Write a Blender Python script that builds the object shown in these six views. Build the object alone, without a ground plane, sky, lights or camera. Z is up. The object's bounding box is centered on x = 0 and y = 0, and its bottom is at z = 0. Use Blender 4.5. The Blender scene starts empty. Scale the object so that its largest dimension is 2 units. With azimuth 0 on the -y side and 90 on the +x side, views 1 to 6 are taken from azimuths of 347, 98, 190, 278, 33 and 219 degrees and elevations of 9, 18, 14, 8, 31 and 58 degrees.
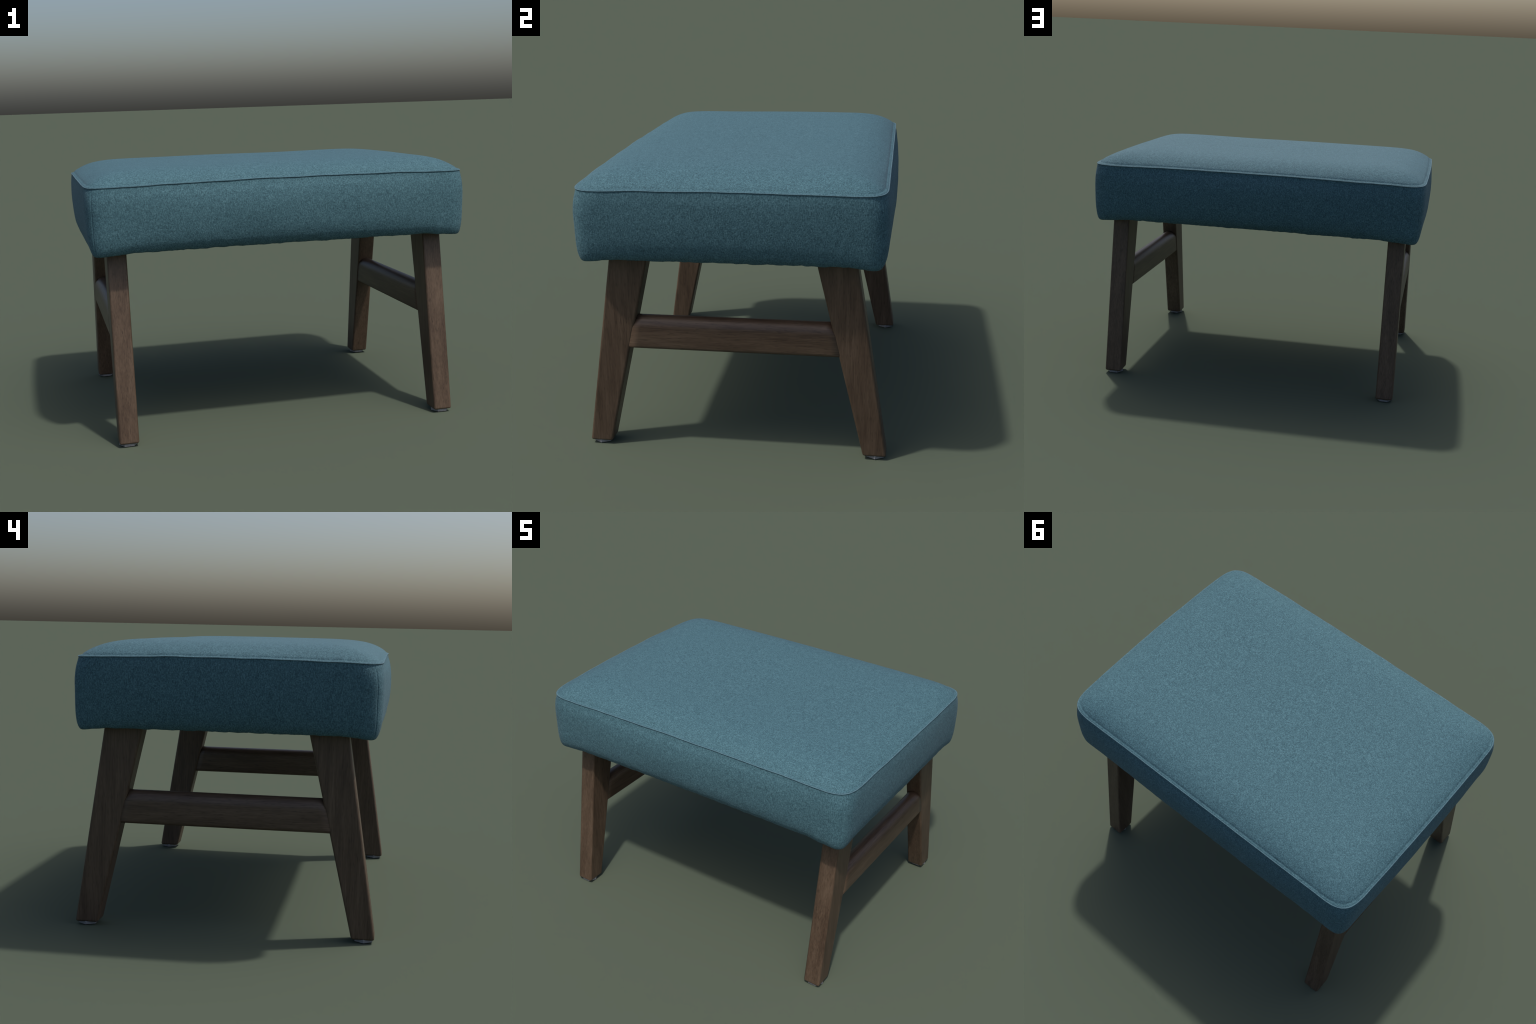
"""Upholstered footstool: bulging teal fabric cushion on four splayed, tapered
dark wooden legs, joined in pairs by round-topped side rails."""
import bpy, bmesh, math, random
from mathutils import Vector, noise

random.seed(7)

# ------------------------------------------------------------------ helpers
def new_object(name, verts, faces, material, parent=None, smooth=True):
    mesh = bpy.data.meshes.new(name)
    mesh.from_pydata(verts, [], faces)
    mesh.validate()
    bm = bmesh.new()
    bm.from_mesh(mesh)
    bmesh.ops.recalc_face_normals(bm, faces=bm.faces)
    bm.to_mesh(mesh)
    bm.free()
    mesh.polygons.foreach_set("use_smooth", [smooth] * len(mesh.polygons))
    mesh.materials.append(material)
    obj = bpy.data.objects.new(name, mesh)
    bpy.context.collection.objects.link(obj)
    obj.parent = parent
    return obj


def curve_at(points, t):
    """Smooth (Catmull-Rom) interpolation of rows (key, v1, v2, ...) at key t."""
    n = len(points)
    if t <= points[0][0]:
        return points[0][1:]
    if t >= points[-1][0]:
        return points[-1][1:]
    i = max(k for k in range(n - 1) if points[k][0] <= t)
    p0, p1, p2, p3 = (points[max(i - 1, 0)], points[i], points[i + 1],
                      points[min(i + 2, n - 1)])
    h = p2[0] - p1[0]
    u = (t - p1[0]) / h
    out = []
    for c in range(1, len(p1)):
        m1 = (p2[c] - p0[c]) / (p2[0] - p0[0]) * h
        m2 = (p3[c] - p1[c]) / (p3[0] - p1[0]) * h
        out.append((2*u**3 - 3*u**2 + 1) * p1[c] + (u**3 - 2*u**2 + u) * m1
                   + (-2*u**3 + 3*u**2) * p2[c] + (u**3 - u**2) * m2)
    return out


# ---------------------------------------------------------------- materials
class Nodes:
    """Tiny wrapper that makes node trees readable."""
    def __init__(self, name):
        self.mat = bpy.data.materials.new(name)
        self.mat.use_nodes = True
        self.tree = self.mat.node_tree
        self.bsdf = self.tree.nodes["Principled BSDF"]

    def add(self, kind, **props):
        node = self.tree.nodes.new(kind)
        for k, v in props.items():
            setattr(node, k, v)
        return node

    def link(self, a, b):
        self.tree.links.new(a, b)

    def coords(self, scale):
        tc = self.add("ShaderNodeTexCoord")
        mp = self.add("ShaderNodeMapping")
        mp.inputs["Scale"].default_value = scale
        self.link(tc.outputs["Object"], mp.inputs["Vector"])
        return mp.outputs["Vector"]

    def noise(self, scale_vec, detail=2.0, rough=0.5, distortion=0.0):
        n = self.add("ShaderNodeTexNoise")
        n.inputs["Scale"].default_value = 1.0
        n.inputs["Detail"].default_value = detail
        n.inputs["Roughness"].default_value = rough
        n.inputs["Distortion"].default_value = distortion
        self.link(self.coords(scale_vec), n.inputs["Vector"])
        return n.outputs["Fac"]

    def math(self, op, a, b):
        m = self.add("ShaderNodeMath", operation=op)
        for i, v in enumerate((a, b)):
            if isinstance(v, (int, float)):
                m.inputs[i].default_value = v
            else:
                self.link(v, m.inputs[i])
        return m.outputs[0]

    def ramp(self, fac, stops):
        r = self.add("ShaderNodeValToRGB")
        els = r.color_ramp.elements
        while len(els) < len(stops):
            els.new(0.5)
        for el, (pos, col) in zip(els, stops):
            el.position = pos
            el.color = (*col, 1)
        self.link(fac, r.inputs["Fac"])
        return r.outputs["Color"]

    def mix(self, fac, a, b, mode="MIX"):
        m = self.add("ShaderNodeMix", data_type="RGBA", blend_type=mode)
        for sock, v in ((m.inputs[0], fac), (m.inputs[6], a), (m.inputs[7], b)):
            if isinstance(v, (int, float)):
                sock.default_value = v
            elif isinstance(v, tuple):
                sock.default_value = (*v, 1)
            else:
                self.link(v, sock)
        return m.outputs[2]

    def bump(self, height, strength, distance):
        b = self.add("ShaderNodeBump")
        b.inputs["Strength"].default_value = strength
        b.inputs["Distance"].default_value = distance
        self.link(height, b.inputs["Height"])
        self.link(b.outputs["Normal"], self.bsdf.inputs["Normal"])

    def set(self, **vals):
        for k, v in vals.items():
            key = k.replace("_", " ")
            if isinstance(v, tuple):
                v = (*v, 1)
            self.bsdf.inputs[key].default_value = v


def make_fabric(name, dark, mid, light, sheen):
    """Heathered woven wool: mottled threads, streaky along warp and weft."""
    n = Nodes(name)
    warp = n.noise((215, 215, 100), detail=2, rough=0.65)      # upright streaks
    weft = n.noise((115, 115, 240), detail=2, rough=0.65)       # level streaks
    cloud = n.noise((38, 38, 38), detail=2, rough=0.5)
    heather = n.math("ADD", n.math("MULTIPLY", warp, 0.55),
                     n.math("MULTIPLY", weft, 0.35))
    heather = n.math("ADD", heather, n.math("MULTIPLY", cloud, 0.10))
    colour = n.ramp(heather, [(0.36, dark), (0.50, mid), (0.64, light)])
    n.link(colour, n.bsdf.inputs["Base Color"])
    n.set(Roughness=0.85, Specular_IOR_Level=0.3,
          Sheen_Weight=sheen, Sheen_Roughness=0.45,
          Sheen_Tint=(0.75, 0.85, 1.0))
    n.bump(heather, 0.55, 0.004)
    return n.mat


def make_wood(name, axis):
    """Dark walnut; grain, flecks and pores drawn out along one axis."""
    n = Nodes(name)
    def stretched(across, along):
        v = [across] * 3
        v[axis] = along
        return tuple(v)
    broad = n.noise(stretched(22, 2.2), detail=3, rough=0.55, distortion=0.6)
    fibre = n.noise(stretched(190, 9), detail=3, rough=0.65)
    pores = n.noise(stretched(230, 26), detail=1, rough=0.5)
    grain = n.math("ADD", n.math("MULTIPLY", broad, 0.45),
                   n.math("MULTIPLY", fibre, 0.55))
    colour = n.ramp(grain, [(0.32, (0.046, 0.0270, 0.0170)),
                            (0.50, (0.0795, 0.0512, 0.0330)),
                            (0.68, (0.1175, 0.0795, 0.0530))])
    fleck = n.ramp(pores, [(0.30, (0.45, 0.42, 0.40)), (0.40, (1, 1, 1))])
    colour = n.mix(0.55, colour, fleck, "MULTIPLY")
    n.link(colour, n.bsdf.inputs["Base Color"])
    n.set(Roughness=0.45, Specular_IOR_Level=0.42)
    n.bump(grain, 0.12, 0.003)
    return n.mat


def make_plain(name, colour, rough):
    n = Nodes(name)
    grit = n.noise((120, 120, 120), detail=2)
    c = n.ramp(grit, [(0.3, tuple(v * 0.8 for v in colour)),
                      (0.7, tuple(v * 1.2 for v in colour))])
    n.link(c, n.bsdf.inputs["Base Color"])
    n.set(Roughness=rough)
    return n.mat


FABRIC = make_fabric("teal_wool", (0.0245, 0.064, 0.082), (0.0490, 0.116, 0.143),
                     (0.090, 0.184, 0.218), 0.05)
WELT = make_fabric("teal_wool_edge", (0.046, 0.097, 0.123), (0.069, 0.138, 0.170),
                   (0.102, 0.195, 0.229), 0.10)
LINING = make_fabric("dark_lining", (0.010, 0.016, 0.018), (0.014, 0.022, 0.025),
                     (0.020, 0.030, 0.034), 0.0)
WOOD_UPRIGHT = make_wood("walnut_upright_grain", 2)
WOOD_LEVEL = make_wood("walnut_level_grain", 1)
GLIDE = make_plain("grey_plastic", (0.22, 0.22, 0.235), 0.4)

# ------------------------------------------------------------ root of thing
stool = bpy.data.objects.new("footstool", None)
bpy.context.collection.objects.link(stool)
stool["label"] = "teal fabric footstool with splayed dark wooden legs"
stool["category"] = "footstool"

# ================================================================== CUSHION
# The outline of the cushion in plan: a rounded rectangle with bowed sides.
N_SIDE_X, N_SIDE_Y, N_CORNER = 130, 96, 80


def unit_outline():
    """(corner_x, corner_y, side flags) parameters once around, starting front-left.
    Each item: ('side'|'corner', quadrant, u)."""
    items = []
    for q in range(4):
        count = N_SIDE_X if q % 2 == 0 else N_SIDE_Y
        for i in range(count):
            items.append(("side", q, i / count))
        for i in range(N_CORNER):
            v = 2 * i / N_CORNER - 1                    # denser at the very corner
            items.append(("corner", q, 0.5 + 0.5 * math.copysign(abs(v) ** 1.7, v)))
    return items


OUTLINE = unit_outline()


def outline_point(item, hx, hy, r, bow_x, bow_y, square=2.0, offset=0.0):
    """Plan position for one outline item; sides bow outward by bow_x / bow_y."""
    kind, q, u = item
    cx, cy = hx - r, hy - r
    # side q runs: 0 front (-y, going +x), 1 right (+x, going +y), 2 back, 3 left
    dirs = [(1, 0), (0, 1), (-1, 0), (0, -1)]
    nrm = [(0, -1), (1, 0), (0, 1), (-1, 0)]
    corner_sign = [(1, -1), (1, 1), (-1, 1), (-1, -1)]    # corner at end of side q
    ro = r + offset
    if kind == "side":
        span = cx if q % 2 == 0 else cy
        s = -span + 2 * span * u
        d, n = dirs[q], nrm[q]
        off = (cy if q % 2 == 0 else cx) + ro
        x, y = d[0] * s + n[0] * off, d[1] * s + n[1] * off
    else:
        a = math.atan2(nrm[q][1], nrm[q][0]) + u * math.pi / 2
        sx, sy = corner_sign[q]
        c, s = math.cos(a), math.sin(a)
        k = ro / (abs(c) ** square + abs(s) ** square) ** (1 / square)
        x, y = sx * cx + k * c, sy * cy + k * s
    fx = max(0.0, 1 - (x / hx) ** 2)
    fy = max(0.0, 1 - (y / hy) ** 2)
    return x * (1 + bow_x * fy / hx), y * (1 + bow_y * fx / hy)


def midness(x, y, hx=0.985, hy=0.70):
    """0 at the corners, 1 half way along any side."""
    v = max(0.0, 1 - (x / hx) ** 2) + max(0.0, 1 - (y / hy) ** 2)
    return min(1.0, v)


def corner_notch(item):
    """1 exactly on the corner's upright seam, falling to 0 beside it."""
    kind, q, u = item
    if kind != "corner":
        return 0.0
    return math.exp(-((u - 0.5) / 0.016) ** 2)


SEAM = dict(hx=0.979, hy=0.701, r=0.195, bow_x=0.012, bow_y=0.002, square=3.8)
SEAM_Z_CORNER, SEAM_Z_RISE = 1.285, 0.013
BOTTOM_Z_CORNER, BOTTOM_Z_RISE = 0.950, 0.013

# upright profile, t = 0 at the bottom fold ... 1 under the top seam:
# t, half x, half y (at corners), corner radius, bow x, bow y, corner squareness
PROFILE = [
    (0.000, 0.946, 0.671, 0.055, -0.007, -0.013, 2.6),
    (0.012, 0.954, 0.681, 0.065, -0.005, -0.010, 2.7),
    (0.035, 0.961, 0.689, 0.075, -0.002, -0.005, 2.8),
    (0.080, 0.966, 0.696, 0.088, 0.004, 0.001, 2.9),
    (0.140, 0.970, 0.701, 0.100, 0.009, 0.008, 3.0),
    (0.280, 0.975, 0.706, 0.112, 0.016, 0.016, 3.1),
    (0.500, 0.979, 0.708, 0.122, 0.019, 0.022, 3.2),
    (0.700, 0.980, 0.708, 0.132, 0.019, 0.021, 3.3),
    (0.850, 0.980, 0.705, 0.152, 0.017, 0.014, 3.5),
    (0.940, 0.979, 0.701, 0.175, 0.014, 0.006, 3.7),
    (1.000, 0.977, 0.698, 0.190, 0.013, 0.002, 3.8),
]


def seam_z(x, y):
    wave = 0.0028 * noise.noise(Vector((x * 6, y * 6, 3.1)))
    wave += 0.0010 * noise.noise(Vector((x * 17, y * 17, 6.1)))
    return SEAM_Z_CORNER + SEAM_Z_RISE * midness(x, y) + wave


def bottom_z(x, y):
    ripple = 0.0035 * noise.noise(Vector((x * 26, y * 26, 8.7)))
    ripple += 0.0025 * noise.noise(Vector((x * 60, y * 60, 1.7)))
    m = midness(x, y, 0.93, 0.66)
    return BOTTOM_Z_CORNER + BOTTOM_Z_RISE * min(1, m * 3) + ripple * min(1, m * 4)


def ring_faces(first, second, count):
    return [(first + i, first + (i + 1) % count,
             second + (i + 1) % count, second + i) for i in range(count)]


COUNT = len(OUTLINE)

# ---- side band (boxing strip) incl. the fold-under at the bottom
verts, faces = [], []
fold = [  # inset from the bottom outline, height above it
    (-0.085, 0.020), (-0.060, 0.014), (-0.034, 0.006), (-0.012, 0.0005)]
for inset, up in fold:
    _, hx, hy, r, bx, by, sq = PROFILE[0]
    for item in OUTLINE:
        x, y = outline_point(item, hx + inset, hy + inset, r, bx, by, sq)
        verts.append((x, y, bottom_z(x, y) + up))
ROWS = 64
for k in range(ROWS + 1):
    t = (k / ROWS)
    t = 0.5 * t + 0.5 * (0.5 - 0.5 * math.cos(math.pi * t))     # denser at the ends
    hx, hy, r, bx, by, sq = curve_at(PROFILE, t)
    # bottom fold starts horizontally: z eases in
    zt = t if t > 0.035 else 0.035 * (t / 0.035) ** 1.7
    for item in OUTLINE:
        notch = corner_notch(item) * min(1, t * 12) * min(1, (1 - t) * 10)
        x, y = outline_point(item, hx, hy, r, bx, by, sq,
                             -0.0018 * notch)
        z0, z1 = bottom_z(x, y), seam_z(x, y) - 0.004
        z = z0 + (z1 - z0) * zt
        # soft unevenness of the padding, fading to nothing at seam and fold
        lump = noise.noise(Vector((x * 3.1, y * 3.1, z * 5 + 4))) * 0.005
        lump += noise.noise(Vector((x * 11, y * 11, z * 9))) * 0.0018
        k_l = 4 * t * (1 - t) * lump
        verts.append((x * (1 + 0.5 * k_l), y * (1 + k_l), z))
rows_total = len(fold) + ROWS + 1
for k in range(rows_total - 1):
    faces += ring_faces(k * COUNT, (k + 1) * COUNT, COUNT)
new_object("cushion_side", verts, faces, FABRIC, stool)

# ---- welt: the narrow folded lip that stands proud along the top seam
verts, faces = [], []
LIP = [  # offset outward from seam outline, height
    (-0.010, -0.010), (-0.004, -0.005), (0.0000, -0.0025), (0.0012, -0.0008),
    (0.0008, 0.0008), (-0.0010, 0.0016), (-0.0035, 0.0014), (-0.0100, 0.0000)]
for off, up in LIP:
    for item in OUTLINE:
        x, y = outline_point(item, SEAM["hx"], SEAM["hy"], SEAM["r"],
                             SEAM["bow_x"], SEAM["bow_y"], SEAM["square"], off)
        wob = 0.0014 * noise.noise(Vector((x * 14, y * 14, 5.5)))
        verts.append((x + wob * math.copysign(1, x) * 0.7,
                      y + wob * math.copysign(1, y) * 0.7, seam_z(x, y) + up))
for k in range(len(LIP) - 1):
    faces += ring_faces(k * COUNT, (k + 1) * COUNT, COUNT)
new_object("seam_welt", verts, faces, WELT, stool)

# ---- top panel: a low pillow that rises quickly from the stitched edge
DOME_HEIGHT, DOME_REACH, CORNER_SOFT = 0.0755, 0.088, 0.041


def edge_distance(x, y):
    """Smooth distance to the seam (round-cornered)."""
    dx, dy = 1.05 * (SEAM["hx"] - abs(x)), SEAM["hy"] - abs(y)
    return -CORNER_SOFT * math.log(math.exp(-dx / CORNER_SOFT)
                                   + math.exp(-dy / CORNER_SOFT))


INSETS = [0.004, 0.007, 0.010, 0.013, 0.0155, 0.0175, 0.0195, 0.022, 0.026, 0.032]
v = 0.040
while v < 0.66:
    INSETS.append(v)
    v += 0.010 + 0.03 * min(1, v / 0.4)
verts, faces = [], []
HX, HY = SEAM["hx"], SEAM["hy"]
for d in INSETS:
    s = max(0.0, 1 - d / HY)
    r = min(max(SEAM["r"] - 0.3 * d, 0.06 * s + 0.002), HY - d - 0.001)
    sq = 2.4 + (SEAM["square"] - 2.4) * math.exp(-d / 0.15)
    for item in OUTLINE:
        x, y = outline_point(item, HX - d, HY - d, r,
                             SEAM["bow_x"] * s, SEAM["bow_y"] * s, sq)
        blend = min(1.0, max(0.0, (d - 0.015) / 0.08))
        blend = blend * blend * (3 - 2 * blend)
        e = (1 - blend) * d + blend * max(d * 0.65, edge_distance(x, y))
        rise = DOME_HEIGHT * (1 - math.exp(-max(0, e - 0.005) / DOME_REACH))
        wave = seam_z(x, y) - SEAM_Z_CORNER - SEAM_Z_RISE * midness(x, y)
        # stitched line: a shallow valley just inside the lip
        stitch = -0.0026 * math.exp(-((d - 0.0150) / 0.0040) ** 2)
        lift = 0.0018 * math.exp(-((d - 0.006) / 0.005) ** 2)
        base_x, base_y = x, y
        lump = noise.noise(Vector((x * 2.2, y * 2.2, 9.0))) * 0.003 * min(1, d / 0.15)
        crease = noise.noise(Vector((x * 30, y * 30, 2.0))) * 0.0016 \
            * math.exp(-((d - 0.024) / 0.012) ** 2)
        # the seam's own rise fades toward the middle of the panel
        z_edge = SEAM_Z_CORNER + SEAM_Z_RISE * (
            midness(x * HX / (HX - d), y * HY / (HY - d)) * math.exp(-d / 0.09)
            + (1 - math.exp(-d / 0.09)))
        verts.append((x, y, z_edge + wave * math.exp(-d / 0.05) + rise + stitch + lift + lump + crease))
for k in range(len(INSETS) - 1):
    faces += ring_faces(k * COUNT, (k + 1) * COUNT, COUNT)
last = (len(INSETS) - 1) * COUNT
mid_row = [i for i in range(COUNT)]
# close the remaining slot along the ridge by bridging front and back
faces.append(tuple(last + i for i in mid_row))
top = new_object("cushion_top", verts, faces, FABRIC, stool)

# ---- underside lining stretched across the frame
verts, faces = [], []
for inset, up in ((-0.070, 0.014), (-0.20, 0.015), (-0.45, 0.016)):
    _, hx, hy, r, bx, by, sq = PROFILE[0]
    for item in OUTLINE:
        x, y = outline_point(item, hx + inset, hy + inset, r, bx, by, sq)
        verts.append((x, y, 0.957 + up))
for k in range(2):
    faces += ring_faces(k * COUNT, (k + 1) * COUNT, COUNT)
faces.append(tuple(2 * COUNT + i for i in range(COUNT)))
new_object("underside_lining", verts, faces, LINING, stool)

# ===================================================================== LEGS
LEG_X_IN, LEG_X_OUT = 0.788, 0.887
LEG_BOTTOM, LEG_TOP = 0.014, 0.985
# y of outer and inner faces at floor level and at z = 0.945 (splay and taper)
LEG_OUT = {-1: (0.7135, 0.5655), 1: (0.7245, 0.5775)}     # front, back
LEG_IN = {-1: (0.6060, 0.3870), 1: (0.6150, 0.3940)}


def leg_y(pair, z):
    return pair[0] + (pair[1] - pair[0]) * (z / 0.945)


def bevelled_solid(name, bm, width, segments, material, parent):
    bmesh.ops.recalc_face_normals(bm, faces=bm.faces)
    bmesh.ops.bevel(bm, geom=list(bm.edges), offset=width, segments=segments,
                    profile=0.5, affect="EDGES", clamp_overlap=True)
    mesh = bpy.data.meshes.new(name)
    bm.to_mesh(mesh)
    bm.free()
    mesh.polygons.foreach_set("use_smooth", [True] * len(mesh.polygons))
    mesh.materials.append(material)
    obj = bpy.data.objects.new(name, mesh)
    bpy.context.collection.objects.link(obj)
    obj.parent = parent
    mod = obj.modifiers.new("flat_faces", "WEIGHTED_NORMAL")
    mod.keep_sharp = False
    mod.weight = 100
    return obj


def build_leg(sx, sy):
    bm = bmesh.new()
    grid = {}
    for iz, z in enumerate((LEG_BOTTOM, LEG_TOP)):
        for ix, x in enumerate((LEG_X_IN, LEG_X_OUT)):
            for iy, pair in enumerate((LEG_IN[sy], LEG_OUT[sy])):
                grid[ix, iy, iz] = bm.verts.new((sx * x, sy * leg_y(pair, z), z))
    for quad in (((0,0,0),(1,0,0),(1,1,0),(0,1,0)), ((0,0,1),(1,0,1),(1,1,1),(0,1,1)),
                 ((0,0,0),(1,0,0),(1,0,1),(0,0,1)), ((0,1,0),(1,1,0),(1,1,1),(0,1,1)),
                 ((0,0,0),(0,1,0),(0,1,1),(0,0,1)), ((1,0,0),(1,1,0),(1,1,1),(1,0,1))):
        bm.faces.new([grid[k] for k in quad])
    leg = bevelled_solid("leg", bm, 0.011, 4, WOOD_UPRIGHT, stool)
    # six-sided glide under the foot
    cx = sx * (LEG_X_IN + LEG_X_OUT) / 2
    cy = sy * (leg_y(LEG_OUT[sy], 0) + leg_y(LEG_IN[sy], 0)) / 2
    verts, faces = [], []
    for rad, z in ((0.0455, 0.0), (0.0475, 0.002), (0.0475, 0.020)):
        for i in range(6):
            a = i * math.pi / 3
            verts.append((cx + rad * math.cos(a), cy + rad * math.sin(a), z))
    for k in range(2):
        faces += ring_faces(k * 6, k * 6 + 6, 6)
    faces.append(tuple(range(6)))
    faces.append(tuple(range(12, 18)))
    new_object("foot_glide", verts, faces, GLIDE, leg, smooth=False)


for sx, sy in ((-1, -1), (1, -1), (1, 1), (-1, 1)):
    build_leg(sx, sy)

# ==================================================================== RAILS
RAIL_X_IN, RAIL_X_OUT = 0.792, 0.886
RAIL_Z0, RAIL_Z1 = 0.507, 0.664


def rail_section():
    """Cross-section of a side rail: well rounded on top, eased below."""
    pts = []
    def arc(cx, cz, rx, rz, a0, a1, n):
        for i in range(n + 1):
            a = math.radians(a0 + (a1 - a0) * i / n)
            pts.append((cx + rx * math.cos(a), cz + rz * math.sin(a)))
    top_rx, top_rz, low = 0.046, 0.052, 0.017
    arc(RAIL_X_OUT - low, RAIL_Z0 + low, low, low, -90, 0, 5)
    arc(RAIL_X_OUT - top_rx, RAIL_Z1 - top_rz, top_rx, top_rz, 0, 90, 10)
    arc(RAIL_X_IN + top_rx, RAIL_Z1 - top_rz, top_rx, top_rz, 90, 180, 10)
    arc(RAIL_X_IN + low, RAIL_Z0 + low, low, low, 180, 270, 5)
    return pts


SECTION = rail_section()
for sx in (-1, 1):
    verts, faces = [], []
    steps = 24
    for k in range(steps + 1):
        w = -1 + 2 * k / steps
        for x, z in SECTION:
            y0 = -leg_y(LEG_IN[-1], z) - 0.008
            y1 = leg_y(LEG_IN[1], z) + 0.008
            verts.append((sx * x, y0 + (y1 - y0) * (w + 1) / 2, z))
    n = len(SECTION)
    for k in range(steps):
        faces += ring_faces(k * n, (k + 1) * n, n)
    faces.append(tuple(range(n)))
    faces.append(tuple(steps * n + i for i in range(n)))
    new_object("side_rail", verts, faces, WOOD_LEVEL, stool)
